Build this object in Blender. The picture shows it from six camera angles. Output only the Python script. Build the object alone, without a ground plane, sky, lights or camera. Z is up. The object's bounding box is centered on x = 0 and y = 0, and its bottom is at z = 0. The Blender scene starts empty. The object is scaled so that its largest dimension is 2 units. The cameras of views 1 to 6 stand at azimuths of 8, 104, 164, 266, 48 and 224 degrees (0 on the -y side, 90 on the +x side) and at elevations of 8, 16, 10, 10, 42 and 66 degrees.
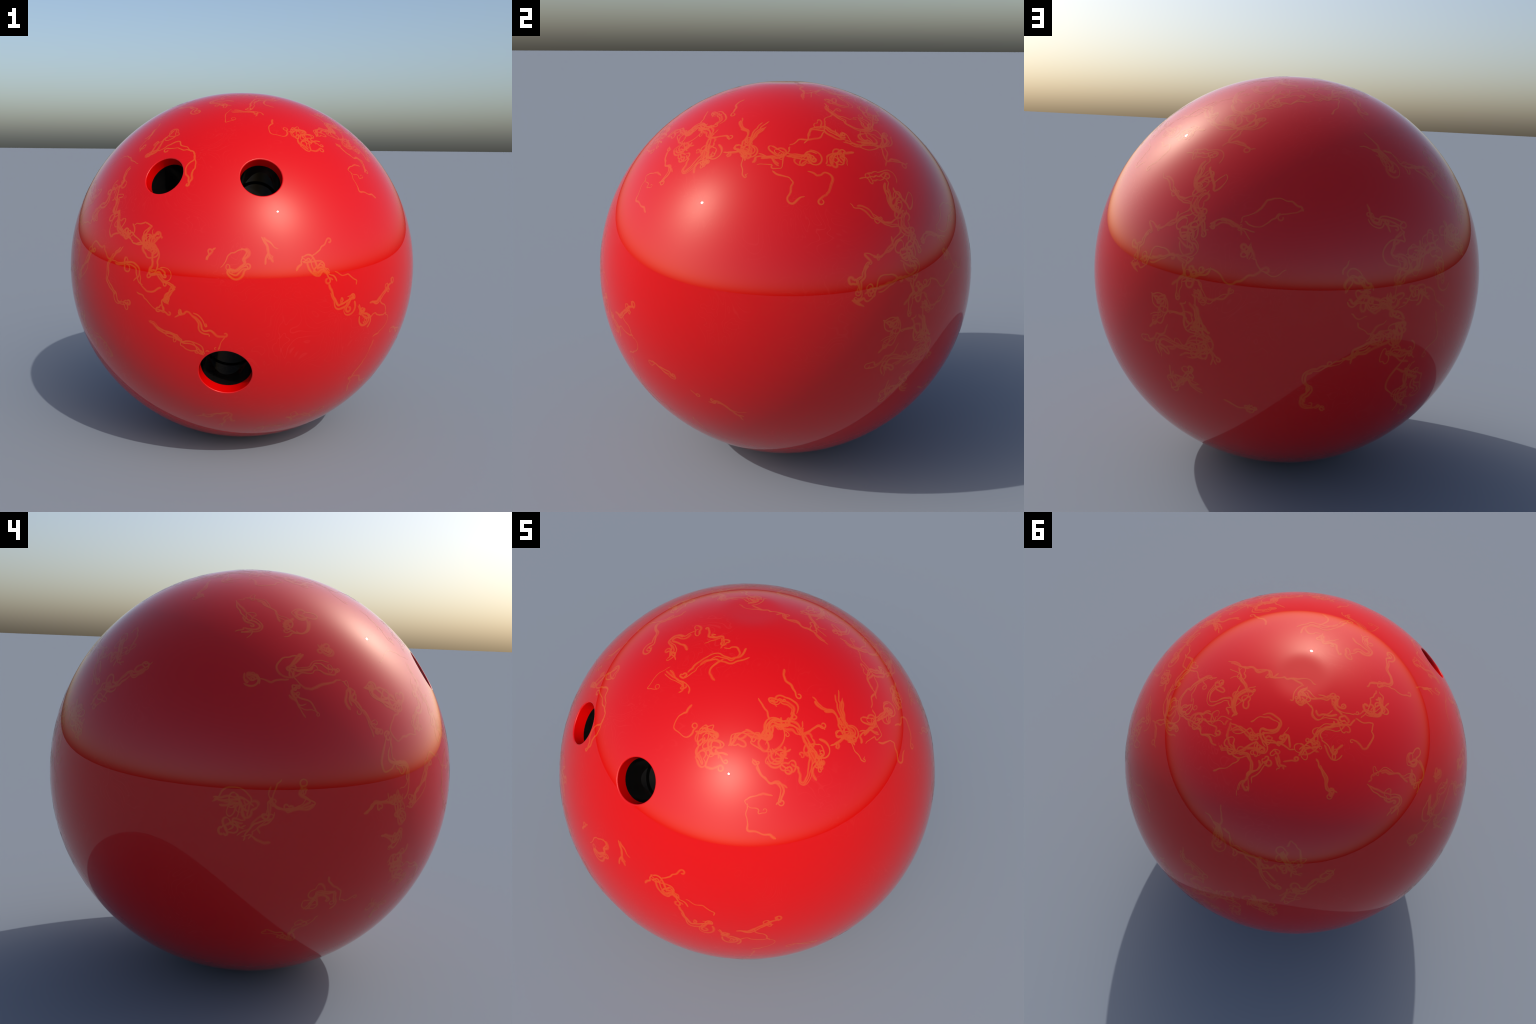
# Red marbled bowling ball: a glossy unit sphere with three drilled holes
# (two finger holes, one thumb hole) and orange marbling veins under the coat.
import bpy, bmesh, math
import numpy as np
from mathutils import Vector, Matrix

CENTRE = Vector((0.0, 0.0, 1.0))
RADIUS = 1.0


def direction(azimuth, elevation):
    """Unit vector; azimuth 0 is the -y side, 90 is the +x side."""
    a, e = math.radians(azimuth), math.radians(elevation)
    return Vector((math.sin(a) * math.cos(e), -math.cos(a) * math.cos(e), math.sin(e)))


FLAT_RISE = 1.004          # the ball is a hair taller, with a small flat at each pole


def ball_point(d, lift=0.0):
    """Point of the ball surface in unit direction d, lifted by a hair if asked."""
    p = Vector(d) * (RADIUS + lift)
    t = min(1.0, max(0.0, (abs(d[2]) - 0.70) / 0.22))
    z = p.z * (1 + (FLAT_RISE - 1) * t * t * (3 - 2 * t))
    top = RADIUS + lift
    soft = 0.0010
    # smooth minimum against the polar flat
    m = abs(z) - top
    z = math.copysign(top + 0.5 * (m - math.sqrt(m * m + 4 * soft * soft)) , z) if abs(z) > 0.9 else z
    return CENTRE + Vector((p.x, p.y, z))


# name, azimuth, elevation, bore radius, rim radius
HOLES = [
    ("finger_hole", -18.98, 33.58, 0.1008, 0.1072),
    ("finger_hole", 14.67, 33.58, 0.1008, 0.1072),
    ("thumb_hole", 3.60, -22.88, 0.1290, 0.1352),
]
COLLAR_DEPTH = 0.052     # red wall below the rim plane
BORE_DEPTH = 0.213       # floor of the black bore below the rim plane
GROOVE = 0.0085          # gap between the bore wall and its floor disc
SEG = 160
FLAT_INNER, FLAT_OUTER = 0.07, 0.17


# ------------------------------------------------------------------ materials
RED = (0.55, 0.001, 0.001, 1)
RED_GHOST = (0.57, 0.008, 0.007, 1)
VEIN_EDGE = (0.58, 0.030, 0.004, 1)
VEIN_CORE = (0.57, 0.058, 0.006, 1)


def plain_material(name, colour):
    """Polished plastic: diffuse body under a mirror-smooth dielectric surface."""
    m = bpy.data.materials.new(name)
    m.use_nodes = True
    b = m.node_tree.nodes["Principled BSDF"]
    b.inputs["Base Color"].default_value = colour
    b.inputs["Roughness"].default_value = 0.0
    return m


def node(nt, kind, links=(), **values):
    n = nt.nodes.new(kind)
    for k, v in values.items():
        if hasattr(n, k):
            setattr(n, k, v)
        else:
            n.inputs[k].default_value = v
    for socket, src in links:
        nt.links.new(src, n.inputs[socket])
    return n


def vein_material(name, colour, other, amount):
    """Vein pigment whose strength drifts along the streak."""
    m = plain_material(name, colour)
    nt = m.node_tree
    co = node(nt, "ShaderNodeTexCoord")
    nz = node(nt, "ShaderNodeTexNoise", [("Vector", co.outputs["Object"])], Scale=9.0, Detail=3.0)
    ramp = node(nt, "ShaderNodeMapRange", [("Value", nz.outputs["Fac"])])
    ramp.inputs["From Min"].default_value = 0.40
    ramp.inputs["From Max"].default_value = 0.68
    ramp.inputs["To Max"].default_value = amount
    mix = node(nt, "ShaderNodeMix", data_type="RGBA")
    nt.links.new(ramp.outputs["Result"], mix.inputs["Factor"])
    mix.inputs[6].default_value = colour
    mix.inputs[7].default_value = other
    nt.links.new(mix.outputs[2], nt.nodes["Principled BSDF"].inputs["Base Color"])
    return m


def shell_material():
    """Red body with very faint paler contour lines deep in the resin."""
    m = plain_material("red_polyester_shell", RED)
    nt = m.node_tree
    co = node(nt, "ShaderNodeTexCoord")
    fine = node(nt, "ShaderNodeTexNoise", [("Vector", co.outputs["Object"])],
                Scale=5.0, Detail=2.0, Distortion=1.2)
    band = node(nt, "ShaderNodeMath", [(0, fine.outputs["Fac"])], operation="PINGPONG")
    band.inputs[1].default_value = 0.035
    line = node(nt, "ShaderNodeMapRange", [("Value", band.outputs[0])])
    line.inputs["From Min"].default_value = 0.0
    line.inputs["From Max"].default_value = 0.007
    line.inputs["To Min"].default_value = 1.0
    line.inputs["To Max"].default_value = 0.0
    broad = node(nt, "ShaderNodeTexNoise", [("Vector", co.outputs["Object"])], Scale=2.6, Detail=1.0)
    patch = node(nt, "ShaderNodeMapRange", [("Value", broad.outputs["Fac"])])
    patch.inputs["From Min"].default_value = 0.52
    patch.inputs["From Max"].default_value = 0.66
    both = node(nt, "ShaderNodeMath", [(0, line.outputs["Result"]), (1, patch.outputs["Result"])],
                operation="MULTIPLY")
    mix = node(nt, "ShaderNodeMix", data_type="RGBA")
    nt.links.new(both.outputs[0], mix.inputs["Factor"])
    mix.inputs[6].default_value = RED
    mix.inputs[7].default_value = RED_GHOST
    nt.links.new(mix.outputs[2], nt.nodes["Principled BSDF"].inputs["Base Color"])
    return m


# ------------------------------------------------------------------ helpers
def link(name, mesh, parent):
    o = bpy.data.objects.new(name, mesh)
    bpy.context.scene.collection.objects.link(o)
    o.parent = parent
    return o


def surface_normal(co):
    """Ball normal; the crown has a small polished flat that mirrors the zenith."""
    d = (co - CENTRE).normalized()
    if abs(d.z) > 0.9:
        r = math.hypot(d.x, d.y)
        t = min(1.0, max(0.0, (r - FLAT_INNER) / (FLAT_OUTER - FLAT_INNER)))
        k = t * t * (3 - 2 * t)
        if k < 1:
            d = Vector((d.x * k, d.y * k, d.z)).normalized()
    return d


def radial_normals(mesh):
    mesh.shade_smooth()
    mesh.normals_split_custom_set_from_vertices([surface_normal(v.co) for v in mesh.vertices])


def hole_frame(az, el):
    n = direction(az, el)
    x = n.cross(Vector((0, 0, 1))).normalized()
    return n, x, n.cross(x).normalized()


def revolve(profile, frame, name, normals=None):
    """Lathe (radius, height) pairs about the hole axis; height is from ball centre."""
    n, x, y = frame
    bm = bmesh.new()
    rings = []
    for r, h in profile:
        if r < 1e-6:
            rings.append([bm.verts.new(CENTRE + n * h)])
        else:
            rings.append([bm.verts.new(CENTRE + n * h + r * (math.cos(t) * x + math.sin(t) * y))
                          for t in (2 * math.pi * i / SEG for i in range(SEG))])
    for a, b in zip(rings, rings[1:]):
        for i in range(SEG):
            j = (i + 1) % SEG
            if len(b) == 1:
                bm.faces.new((a[i], a[j], b[0]))
            else:
                bm.faces.new((a[i], a[j], b[j], b[i]))
    bmesh.ops.recalc_face_normals(bm, faces=bm.faces)
    # visible side must look at the hole axis / outwards
    me = bpy.data.meshes.new(name)
    bm.to_mesh(me)
    bm.free()
    me.shade_smooth()
    return me


# ------------------------------------------------------------------ build
top = bpy.data.objects.new("bowling_ball", None)
bpy.context.scene.collection.objects.link(top)
top["label"] = "glossy red bowling ball with orange veins and three holes"
top["category"] = "bowling ball"

mat_shell = shell_material()
mat_collar = plain_material("red_hole_wall", RED)
mat_edge = vein_material("vein_edge", VEIN_EDGE, RED, 0.35)
mat_core = vein_material("vein_core", VEIN_CORE, VEIN_EDGE, 0.45)
mat_black = plain_material("black_bore_plastic", (0.004, 0.004, 0.004, 1))

# ball surface, with the three openings cut out of it
bm = bmesh.new()
bmesh.ops.create_uvsphere(bm, u_segments=512, v_segments=256, radius=RADIUS)
for v in bm.verts:
    v.co = ball_point(v.co)
shell_mesh = bpy.data.meshes.new("shell")
bm.to_mesh(shell_mesh)
bm.free()
shell = link("shell", shell_mesh, top)

cutter_bm = bmesh.new()
for nm, az, el, bore, rim in HOLES:
    n, x, y = hole_frame(az, el)
    lo, hi = [], []
    for i in range(SEG):
        t = 2 * math.pi * i / SEG
        ring = rim * (math.cos(t) * x + math.sin(t) * y)
        lo.append(cutter_bm.verts.new(CENTRE + n * 0.7 + ring))
        hi.append(cutter_bm.verts.new(CENTRE + n * 1.2 + ring))
    for i in range(SEG):
        j = (i + 1) % SEG
        cutter_bm.faces.new((lo[i], lo[j], hi[j], hi[i]))
    cutter_bm.faces.new(list(reversed(lo)))
    cutter_bm.faces.new(hi)
bmesh.ops.recalc_face_normals(cutter_bm, faces=cutter_bm.faces)
cutter_mesh = bpy.data.meshes.new("cutter")
cutter_bm.to_mesh(cutter_mesh)
cutter_bm.free()
cutter = link("cutter", cutter_mesh, None)
mod = shell.modifiers.new("openings", "BOOLEAN")
mod.operation = "DIFFERENCE"
mod.object = cutter
mod.solver = "EXACT"
deps = bpy.context.evaluated_depsgraph_get()
cut = bpy.data.meshes.new_from_object(shell.evaluated_get(deps))
shell.modifiers.clear()
bm = bmesh.new()
bm.from_mesh(cut)
inner = [f for f in bm.faces if (f.calc_center_median() - CENTRE).length < 0.985
         or any((v.co - CENTRE).length < 0.98 for v in f.verts)]
bmesh.ops.delete(bm, geom=inner, context="FACES")
bm.to_mesh(cut)
bm.free()
shell.data = cut
cut.name = "shell"
bpy.data.objects.remove(cutter)
cut.materials.clear()
cut.materials.append(mat_shell)
radial_normals(cut)

for nm, az, el, bore, rim in HOLES:
    frame = hole_frame(az, el)
    h_rim = math.sqrt(RADIUS ** 2 - rim ** 2)
    # rounded lip: leaves the ball along its surface, turns down into the bore
    a0 = math.pi / 2 - math.asin(rim)
    lip = (rim - bore) / (1 + math.cos(a0))
    prof = []
    for k in range(9):
        a = a0 + (math.pi - a0) * k / 8
        prof.append((rim + lip * (math.cos(a) - math.cos(a0)),
                     h_rim + lip * (math.sin(a) - math.sin(a0))))
    prof.append((bore - 0.0025, h_rim - COLLAR_DEPTH))
    collar = link(nm, revolve(prof, frame, nm), top)
    collar.data.materials.append(mat_collar)
    # black bore: straight wall, a narrow groove, and a flat floor disc
    hb = h_rim - BORE_DEPTH
    r = bore - 0.0025
    bore_prof = [(r, h_rim - COLLAR_DEPTH), (r, hb - 0.025),
                 (r - GROOVE, hb - 0.025), (r - GROOVE, hb), (0, hb)]
    lining = link("bore_lining", revolve(bore_prof, frame, "bore_lining"), collar)
    lining.data.materials.append(mat_black)
    lining.data.set_sharp_from_angle(angle=math.radians(40))

# ------------------------------------------------------------------ marbling veins
rng = np.random.default_rng(20)


def smooth_noise(s, wavelength):
    """1D value noise along arc length s, range about -1..1."""
    n = int(s[-1] / wavelength) + 5
    k = rng.uniform(-1, 1, n)
    x = s / wavelength + rng.uniform(0, 1)
    i = np.floor(x).astype(int)
    f = x - i
    f = f * f * (3 - 2 * f)
    return k[i] * (1 - f) + k[i + 1] * f


def spline(points):
    """Catmull-Rom through the control directions, evenly resampled on the sphere."""
    p = np.array([direction(*q) for q in points])
    p = np.vstack([2 * p[0] - p[1], p, 2 * p[-1] - p[-2]])
    out = []
    for i in range(1, len(p) - 2):
        a, b, c, d = p[i - 1:i + 3]
        for t in np.linspace(0, 1, 40, endpoint=False):
            out.append(0.5 * (2 * b + (c - a) * t + (2 * a - 5 * b + 4 * c - d) * t * t
                              + (3 * b - a - 3 * c + d) * t ** 3))
    out.append(p[-2])
    out = np.array(out)
    return out / np.linalg.norm(out, axis=1)[:, None]


def resample(path, step):
    seg = np.linalg.norm(np.diff(path, axis=0), axis=1)
    s = np.concatenate([[0], np.cumsum(seg)])
    t = np.linspace(0, s[-1], max(4, int(s[-1] / step)))
    return np.stack([np.interp(t, s, path[:, k]) for k in range(3)], 1), t


def frames(path):
    path = path / np.linalg.norm(path, axis=1)[:, None]
    tan = np.gradient(path, axis=0)
    side = np.cross(path, tan)
    side /= np.maximum(np.linalg.norm(side, axis=1), 1e-9)[:, None]
    return path, side


def strand(spine, spread, wander):
    """One meandering thread that follows the spine, doubling back on itself."""
    p, s = resample(spine, 0.004)
    lo, hi = wander
    a, b = int(lo * (len(p) - 1)), int(hi * (len(p) - 1))
    if b - a < 4:
        a, b = 0, len(p) - 1
    p, s = p[a:b + 1], s[a:b + 1] - s[a]
    # extra samples so that loops stay round
    fine = np.linspace(0, s[-1], max(24, int(s[-1] / 0.0015)))
    p = np.stack([np.interp(fine, s, p[:, k]) for k in range(3)], 1)
    p, side = frames(p)
    along = np.cross(side, p)
    wave = 0.050 + 0.9 * spread
    fade = np.clip(np.minimum(fine, fine[-1] - fine) / 0.03, 0.35, 1)
    # broad wandering, then the curls of the thread, then a fine tremble
    across = 1.1 * spread * smooth_noise(fine, wave) + 0.0125 * smooth_noise(fine, 0.042) \
        + 0.0042 * smooth_noise(fine, 0.017)
    drift = 0.9 * spread * smooth_noise(fine, wave * 0.8) + 0.0125 * smooth_noise(fine, 0.036) \
        + 0.0040 * smooth_noise(fine, 0.019)
    q = p + side * (across * fade)[:, None] + along * (drift * fade)[:, None]
    q /= np.linalg.norm(q, axis=1)[:, None]
    # many threads end in a small curl
    if rng.uniform() < 0.55 and len(q) > 6:
        t = q[-1] - q[-4]
        t /= np.linalg.norm(t)
        n = np.cross(q[-1], t) * rng.choice([-1, 1])
        rad = rng.uniform(0.007, 0.016)
        ang = np.linspace(0.15, rng.uniform(4.2, 6.6), 26)
        shrink = np.linspace(1, rng.uniform(0.5, 0.95), 26)
        curl = q[-1] + n * rad + rad * shrink[:, None] * (np.sin(ang)[:, None] * t - np.cos(ang)[:, None] * n)
        q = np.vstack([q, curl])
    q, _ = resample(q, 0.0032)
    for _ in range(3):
        q[1:-1] = 0.25 * q[:-2] + 0.5 * q[1:-1] + 0.25 * q[2:]
    return q


def follower(path):
    """A thread that runs beside another one, merging with it and parting again."""
    n = len(path)
    a = int(rng.uniform(0, 0.35) * n)
    b = max(a + 8, int(rng.uniform(0.6, 1.0) * n))
    p, side = frames(path[a:b])
    s = np.arange(len(p)) * 0.0032
    gap = rng.choice([-1, 1]) * 0.007 + 0.015 * smooth_noise(s, 0.075) + 0.003 * smooth_noise(s, 0.02)
    # the tail leaves the bundle
    gap = gap + rng.choice([-1, 1]) * 0.030 * np.clip((s - s[-1] + 0.05) / 0.05, 0, 1) ** 2
    q = p + side * gap[:, None]
    q, _ = resample(q, 0.0032)
    for _ in range(6):
        q[1:-1] = 0.25 * q[:-2] + 0.5 * q[1:-1] + 0.25 * q[2:]
    return q / np.linalg.norm(q, axis=1)[:, None]


def loop(spine, spread):
    """A lopsided closed loop sitting on the streak."""
    p, side = frames(spine)
    i = rng.integers(1, len(p) - 1)
    along = np.cross(side[i], p[i])
    c = p[i] + side[i] * rng.uniform(-1, 1) * spread
    size = min(0.034, max(0.010, spread * rng.uniform(0.7, 1.4)))
    t = np.linspace(0, 2 * math.pi, 60)
    r = size * (1 + 0.35 * np.sin(2 * t + rng.uniform(0, 6)) + 0.22 * np.sin(3 * t + rng.uniform(0, 6)))
    q = c + (r * np.cos(t))[:, None] * side[i] + (r * np.sin(t) * rng.uniform(0.5, 1.0))[:, None] * along
    q, _ = resample(q, 0.0032)
    return q / np.linalg.norm(q, axis=1)[:, None]


lift_count = 0


def ribbon(path, width, base_lift, verts, faces, slots, slot):
    """Pigment strip lying on the ball, tapering at both ends."""
    global lift_count
    p, side = frames(path)
    s = np.linspace(0, 1, len(p))
    length = 0.0032 * len(p)
    w = width * (1 + 0.55 * smooth_noise(s * length + 1e-6, 0.055))
    w *= np.clip(np.minimum(s, 1 - s) * length / 0.006, 0.6, 1)
    lift_count += 1
    lift = base_lift + 0.00007 * ((lift_count * 0.618034) % 1.0) + 0.00003 * s
    n0 = len(verts)
    for i in range(len(p)):
        for sg in (-0.5, 0.5):
            d = p[i] + side[i] * sg * w[i]
            verts.append(tuple(ball_point(d / np.linalg.norm(d), lift[i])))
    for i in range(len(p) - 1):
        a = n0 + 2 * i
        c = [Vector(verts[j]) for j in (a, a + 2, a + 3, a + 1)]
        up = c[0] - CENTRE
        # leave out the quads that fold over in the tightest bends
        if all((c[(k + 1) % 4] - c[k]).cross(c[k - 1] - c[k]).dot(up) > 0 for k in range(4)):
            faces.append((a, a + 2, a + 3, a + 1))
            slots.append(slot)


def in_hole(d):
    return any((Vector(d) - direction(az, el)).length < rim + 0.006 for _, az, el, _, rim in HOLES)


def streak(strands, spread, *points):
    """A marbling streak: threads braided loosely about a spine of (azimuth, elevation)."""
    spine = spline(points)
    verts, faces, slots = [], [], []
    paths = []
    extra = 1 if strands > 1 else 0
    for k in range(strands + extra):
        if k == 0:
            paths.append(strand(spine, spread * 1.15, (0, 1)))
        elif k % 3:
            paths.append(follower(paths[0]))
        else:
            c, h = rng.uniform(0.1, 0.9), rng.uniform(0.4, 0.8)
            paths.append(strand(spine, spread * rng.uniform(1.3, 2.5), (max(0, c - h), min(1, c + h))))
    if strands > 1:
        for k in range((1 + strands) // 2):
            paths.append(loop(spine, spread))
    for path in paths:
        keep = [not in_hole(d) for d in path]
        runs, cur = [], []
        for d, ok in zip(path, keep):
            if ok:
                cur.append(d)
            elif cur:
                runs.append(cur)
                cur = []
        runs.append(cur)
        for r in runs:
            if len(r) < 6:
                continue
            r = np.array(r)
            w = rng.uniform(0.0064, 0.0108)
            ribbon(r, w, 0.00006, verts, faces, slots, 0)
            ribbon(r, w * rng.uniform(0.42, 0.60), 0.00017, verts, faces, slots, 1)
    me = bpy.data.meshes.new("marbling_vein")
    me.from_pydata(verts, [], faces)
    me.materials.append(mat_edge)
    me.materials.append(mat_core)
    me.polygons.foreach_set("material_index", slots)
    radial_normals(me)
    link("marbling_vein", me, shell)


# front
streak(3, 0.03, (-25, 51), (-26, 44), (-29, 40))
streak(1, 0.01, (-29, 42), (-19, 45), (-9, 40), (-10, 36), (-9, 31))
streak(2, 0.015, (-40, 54), (-38, 46), (-36, 42))
streak(1, 0.01, (-52, 36), (-44, 39), (-33, 37))
streak(3, 0.02, (-36, 36), (-36, 31), (-35, 23))
streak(5, 0.035, (-35, 26), (-32, 19), (-27, 16))
streak(1, 0.01, (-25, 18), (-21, 20), (-18, 18))
streak(4, 0.03, (-18, 19), (-19, 13), (-15, 15))
streak(3, 0.025, (-27, 15), (-18, 13), (-17, 9), (-18, 5), (-13, 4))
streak(1, 0.012, (-50, 1), (-43, 11), (-39, 13), (-32, 8))
streak(2, 0.015, (-28, 12), (-33, 7), (-31, -0), (-25, -4))
streak(2, 0.02, (-33, 7), (-23, 7), (-20, 2), (-14, 2))
streak(2, 0.02, (-14, 4), (-9, 1), (-14, -2), (-12, -5))
streak(1, 0.012, (-22, 0), (-17, -4), (-13, -5))
streak(2, 0.012, (-10, -6), (-6, -4), (-3, -8), (4, -11))
streak(1, 0.005, (4, -11), (2, -15))
streak(3, 0.018, (-18, -8), (-12, -11), (-6, -14), (-2, -17))
streak(1, 0.012, (1, 13), (-1, 12), (0, 10), (1, 13))
streak(2, 0.018, (3, 8), (9, 12), (5, 7), (10, 8))
streak(2, 0.012, (14, 16), (15, 14), (17, 10))
streak(1, 0.012, (23, 7), (25, 12), (28, 10), (33, 15))
streak(4, 0.022, (25, 9), (30, 7), (33, 4))
streak(1, 0.01, (35, 6), (42, 4), (42, 2))
streak(2, 0.01, (33, 3), (36, -3), (38, -2), (42, -1), (39, -4))
streak(3, 0.012, (43, -4), (47, -8))
streak(1, 0.01, (47, -8), (57, -8))
streak(2, 0.02, (48, -4), (53, -2), (59, 0))
streak(1, 0.012, (53, -3), (58, -10), (52, -15))
streak(1, 0.006, (53, -16), (51, -23), (49, -29))
streak(1, 0.01, (52, -36), (49, -29), (61, -34))
streak(2, 0.02, (-11, -44), (3, -41), (-2, -49))
streak(3, 0.025, (27, -44), (37, -45), (45, -43))
streak(2, 0.03, (15, -51), (27, -50))
streak(2, 0.03, (-50, -16), (-40, -20), (-43, -26))
# upper front
streak(2, 0.02, (-14, 74.5), (-17, 68.9), (-2, 64.7))
streak(1, 0.01, (1, 62.5), (-3, 58.3), (-1, 54), (4, 55.7))
streak(2, 0.02, (1, 60.2), (12, 61.4), (20, 58.6))
streak(2, 0.014, (13, 61.5), (19, 67.7), (33, 69.9), (40, 73.0), (24, 73.7))
streak(2, 0.012, (23, 73.2), (17, 76.6), (3, 74.1), (-6, 76.5))
streak(1, 0.01, (29, 69.9), (24, 65.2), (30, 63.8))
streak(1, 0.01, (24, 56.4), (20, 50), (25, 49), (29, 51))
streak(4, 0.03, (30, 51), (37, 51))
streak(3, 0.025, (38, 50), (38, 47), (42, 44))
streak(2, 0.02, (35, 43), (34, 46), (37, 48))
streak(5, 0.026, (43, 48), (47, 51), (57, 50), (61, 53), (69, 50), (79, 50))
streak(2, 0.015, (56, 49), (59, 55.3), (66, 54))
streak(3, 0.03, (69, 50), (74, 46), (76, 44))
streak(1, 0.006, (54, 60.3), (58, 55))
streak(2, 0.014, (66, 53), (68, 57.6), (61, 60.1), (66, 58.7))
streak(1, 0.008, (72, 67.7), (71, 62.9), (72, 59.9))
streak(2, 0.014, (80, 58.5), (85, 54), (86, 47))
streak(4, 0.02, (95, 57.3), (89, 51), (86, 46))
streak(2, 0.012, (81, 46), (90, 46))
streak(4, 0.035, (57, 48), (60, 45), (64, 44))
streak(2, 0.012, (64, 44), (67, 39), (71, 41), (69, 46))
streak(2, 0.01, (75, 46), (73, 41))
streak(2, 0.01, (51, 46), (55, 42), (59, 38), (59, 35))
streak(1, 0.01, (58, 37), (51, 37), (50, 34), (55, 33))
streak(1, 0.006, (50, 35), (50, 29), (53, 28), (58, 26))
streak(1, 0.006, (-9, 31), (-9, 40), (-22, 43))
# crown
streak(2, 0.01, (116, 68.0), (118, 75.6), (122, 80.7), (140, 82.2), (158, 87.8), (-79, 85.5))
streak(3, 0.022, (-109, 85.9), (-136, 82.8))
streak(3, 0.02, (-113, 85.3), (-79, 79.2), (-85, 76.4), (-79, 71.7))
streak(4, 0.026, (-82, 71.0), (-102, 72.5), (-122, 74.0), (-131, 71.1))
streak(2, 0.02, (-133, 83.5), (-113, 77.4), (-97, 74.6))
streak(1, 0.012, (-83, 71.2), (-76, 66.2), (-93, 63.7), (-96, 67.5))
streak(5, 0.035, (-79, 70.8), (-66, 67.4), (-51, 68.5))
streak(2, 0.02, (-51, 71.4), (-43, 66.2), (-24, 60.5))
streak(1, 0.008, (-45, 65.1), (-47, 57.3))
streak(2, 0.018, (-118, 71.1), (-113, 66.5), (-104, 67.8))
streak(4, 0.028, (-138, 68.0), (-123, 69.2))
streak(2, 0.012, (-126, 66.5), (-122, 62.5), (-120, 56.3))
streak(2, 0.018, (178, 71.5), (-165, 74.6), (-169, 71.4), (-158, 69.7), (-141, 69.5))
streak(2, 0.01, (-148, 74.9), (-151, 69.8))
streak(2, 0.02, (-156, 68.0), (-146, 63.2))
streak(1, 0.008, (-147, 65.6), (-138, 66.4))
streak(3, 0.014, (-166, 71.2), (-177, 68.5), (167, 66.7))
streak(2, 0.014, (166, 67.0), (178, 63.8), (-166, 61.9), (-165, 57.1), (-162, 55))
streak(2, 0.012, (-161, 55.0), (-161, 61.7), (-157, 64.5))
streak(1, 0.006, (179, 54), (-172, 61.2))
streak(2, 0.025, (172, 60.9), (-177, 62.1))
streak(3, 0.02, (-175, 63.4), (-162, 65.6))
streak(3, 0.022, (165, 67.4), (155, 61.4), (153, 57.6), (167, 60.8))
streak(4, 0.025, (163, 67.7), (157, 70.3), (154, 76.3))
streak(2, 0.02, (151, 76.5), (133, 73.6), (123, 69.6))
streak(2, 0.025, (157, 69.5), (144, 65.3), (135, 68.0))
streak(3, 0.025, (129, 65.6), (131, 59.4), (140, 55.5), (152, 58.5))
streak(2, 0.02, (110, 50), (116, 55), (128, 53))
streak(5, 0.04, (128, 53), (138, 49), (150, 52))
streak(1, 0.008, (146, 49), (142, 43), (149, 41))
streak(2, 0.02, (-102, 55.8), (-93, 55.6), (-82, 46))
streak(2, 0.02, (-102, 55.8), (-97, 51), (-93, 46), (-100, 44))
streak(4, 0.035, (-77, 52), (-79, 46), (-82, 44))
streak(2, 0.015, (0, 64.5), (-9, 65.5))
# right side
streak(2, 0.014, (80, 46), (90, 46))
streak(1, 0.01, (87, 46), (89, 39), (91, 40))
streak(4, 0.028, (92, 43), (99, 45), (104, 48))
streak(1, 0.01, (104, 49), (115, 52), (123, 57.0), (133, 62.7))
streak(1, 0.008, (99, 41), (105, 38), (105, 33), (109, 34))
streak(4, 0.025, (103, 46), (112, 44))
streak(1, 0.01, (110, 41), (118, 39), (117, 35), (113, 33))
streak(3, 0.025, (117, 43), (124, 46), (124, 42))
streak(1, 0.01, (125, 46), (129, 46))
streak(2, 0.018, (127, 38), (131, 39), (138, 39))
streak(5, 0.04, (137, 38), (136, 32), (140, 29))
streak(2, 0.016, (122, 32), (128, 29), (135, 25), (141, 24))
streak(3, 0.03, (140, 28), (138, 23), (142, 18))
streak(2, 0.012, (124, 19), (130, 18), (138, 23))
streak(2, 0.012, (124, 19), (126, 16), (121, 13), (122, 10))
streak(2, 0.014, (120, 8), (123, 8))
streak(3, 0.018, (123, 9), (129, 11), (140, 13))
streak(5, 0.045, (134, 17), (139, 15))
streak(1, 0.01, (146, 48), (140, 41))
streak(1, 0.01, (141, 42), (151, 41))
streak(1, 0.012, (129, 2), (131, -1), (140, -4))
streak(1, 0.01, (134, -5), (130, -9), (125, -10))
streak(2, 0.014, (63, -14), (71, -17))
streak(1, 0.012, (76, -20), (78, -22))
streak(2, 0.012, (81, -23), (87, -24), (91, -29))
streak(1, 0.01, (72, -33), (74, -41))
streak(2, 0.016, (140, 12), (137, 8), (136, 2))
streak(2, 0.02, (141, 1), (144, -8))
streak(1, 0.014, (150, 6), (146, 2), (142, 7))
streak(2, 0.025, (131, -15), (133, -11), (142, -11))
streak(2, 0.018, (131, -24), (137, -20), (140, -17))
streak(1, 0.012, (129, 1), (133, 1))
streak(2, 0.02, (137, -13), (144, -10))
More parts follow.
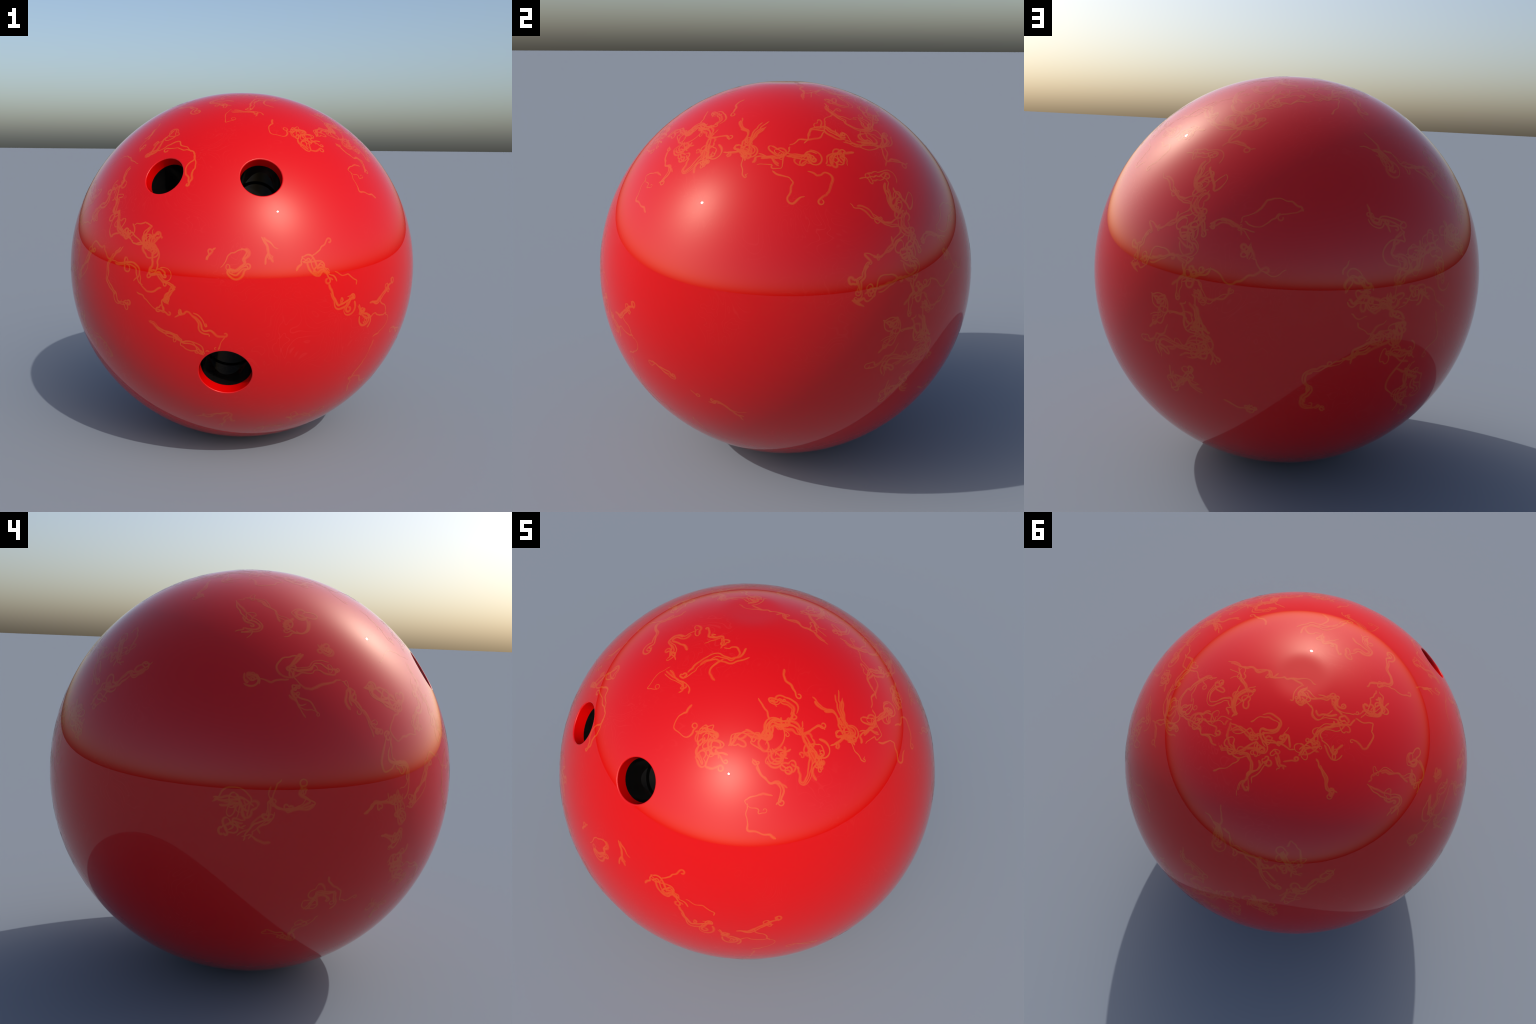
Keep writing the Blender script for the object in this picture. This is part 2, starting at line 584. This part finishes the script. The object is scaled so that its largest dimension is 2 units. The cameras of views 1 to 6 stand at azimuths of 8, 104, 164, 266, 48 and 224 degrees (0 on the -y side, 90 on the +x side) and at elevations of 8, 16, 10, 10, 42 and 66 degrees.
# back
streak(3, 0.008, (143, 20), (148, 21), (152, 19), (154, 17))
streak(1, 0.01, (151, 21), (160, 28), (167, 25), (161, 24))
streak(1, 0.008, (152, 22), (156, 21), (161, 24))
streak(4, 0.02, (154, 17), (154, 13))
streak(1, 0.008, (155, 13), (160, 10), (163, 11))
streak(1, 0.008, (138, 7), (145, 10), (150, 7), (158, 11))
streak(1, 0.01, (137, 2), (138, 7), (143, 6), (145, 2), (151, 5))
streak(3, 0.02, (140, 1), (141, -5), (145, -7))
streak(4, 0.045, (133, -11), (141, -10), (147, -13))
streak(3, 0.03, (133, -16), (133, -22), (141, -21))
streak(3, 0.012, (-176, 27), (-174, 23), (-166, 21))
streak(3, 0.018, (-166, 20), (-171, 15), (-167, 12), (-169, 8))
streak(1, 0.014, (-170, 48), (-167, 45), (-166, 41))
streak(4, 0.02, (-174, 43), (-167, 40), (-166, 36))
streak(3, 0.018, (-165, 42), (-158, 37), (-140, 35))
streak(1, 0.012, (178, 14), (176, 12), (177, 10))
streak(4, 0.016, (177, 6), (179, 10), (-176, 8), (-179, 5))
streak(3, 0.014, (-176, 5), (-167, -1))
streak(4, 0.03, (-171, 6), (-170, 3))
streak(4, 0.025, (-169, 8), (-162, 13), (-154, 18))
streak(3, 0.025, (-156, 11), (-154, 7))
streak(1, 0.012, (-169, 2), (-161, 6), (-153, 1))
streak(5, 0.04, (-150, 22), (-149, 18))
streak(1, 0.008, (-156, 0), (-154, -7), (-158, -11))
streak(1, 0.02, (179, 1), (-177, 1))
streak(1, 0.01, (-179, -1), (-175, -5), (-170, -4))
streak(6, 0.032, (-169, -2), (-168, -6))
streak(4, 0.012, (-170, -6), (-178, -8), (175, -12))
streak(3, 0.008, (175, -12), (170, -14), (171, -19), (170, -23), (175, -25))
streak(4, 0.035, (-171, -9), (-163, -10))
streak(4, 0.03, (-160, -13), (-163, -20), (-155, -30))
streak(1, 0.006, (148, -24), (154, -26))
streak(4, 0.014, (154, -25), (156, -26))
streak(3, 0.02, (138, 6), (141, 8), (143, 9))
streak(3, 0.014, (141, 4), (144, 2))
streak(3, 0.02, (129, 2), (132, -0), (130, -5))
streak(1, 0.012, (128, -7), (133, -2), (139, -2))
streak(1, 0.012, (125, -11), (130, -10))
streak(3, 0.02, (178, 5), (-177, 4), (-173, 2))
streak(3, 0.025, (-166, 14), (-160, 15), (-155, 16))
streak(3, 0.02, (-167, 4), (-163, 5), (-158, 3))
streak(3, 0.02, (-176, -6), (-170, -3))
streak(3, 0.02, (-166, -14), (-159, -17), (-155, -23))
# left side
streak(3, 0.018, (-72, 41), (-72, 39))
streak(3, 0.018, (-79, 38), (-84, 34), (-76, 34), (-70, 34))
streak(1, 0.012, (-84, 34), (-82, 30), (-77, 28), (-69, 31))
streak(1, 0.005, (-92, 31), (-84, 31))
streak(4, 0.014, (-95, 32), (-93, 31))
streak(3, 0.01, (-81, 30), (-83, 27), (-77, 23))
streak(3, 0.015, (-69, 31), (-67, 27), (-65, 24))
streak(6, 0.035, (-63, 29), (-56, 27), (-50, 25))
streak(3, 0.014, (-65, 24), (-60, 18))
streak(1, 0.012, (-51, 24), (-55, 21), (-55, 17), (-47, 17))
streak(4, 0.02, (-57, 18), (-58, 12), (-53, 9), (-55, 5))
streak(3, 0.014, (-86, 8), (-87, 3), (-84, 2), (-79, 3), (-82, 7))
streak(3, 0.016, (-88, 4), (-90, -1), (-94, -6))
streak(5, 0.03, (-101, 3), (-96, 3), (-94, -1))
streak(3, 0.02, (-99, -3), (-94, -2))
streak(1, 0.008, (-95, -5), (-88, -6))
streak(4, 0.016, (-66, -0), (-60, 2), (-55, 2))
streak(4, 0.016, (-56, 5), (-54, -3))
streak(3, 0.022, (-60, -6), (-54, -7), (-57, -9))
streak(3, 0.022, (-56, -14), (-51, -12))
streak(3, 0.02, (-53, -20), (-51, -14))
streak(1, 0.012, (-73, -15), (-71, -18), (-67, -23), (-64, -22))
streak(4, 0.025, (-78, -24), (-75, -20), (-70, -23))
streak(3, 0.016, (-73, -27), (-80, -31), (-79, -36), (-87, -31))
streak(3, 0.02, (-56, -27), (-55, -25))
streak(5, 0.035, (-140, 41), (-134, 34))
streak(3, 0.02, (-123, 34), (-128, 30), (-136, 27))
streak(4, 0.03, (-137, 28), (-139, 21))
streak(3, 0.03, (-147, 21), (-144, 13))
streak(3, 0.02, (-152, 38), (-141, 28))
streak(3, 0.02, (-150, 20), (-141, 15))
streak(3, 0.02, (-47, 18), (-42, 23), (-40, 29))
streak(3, 0.02, (-52, 1), (-47, 4), (-41, 10))
streak(3, 0.02, (-54, -15), (-46, -20))
streak(3, 0.02, (-52, -32), (-51, -24))
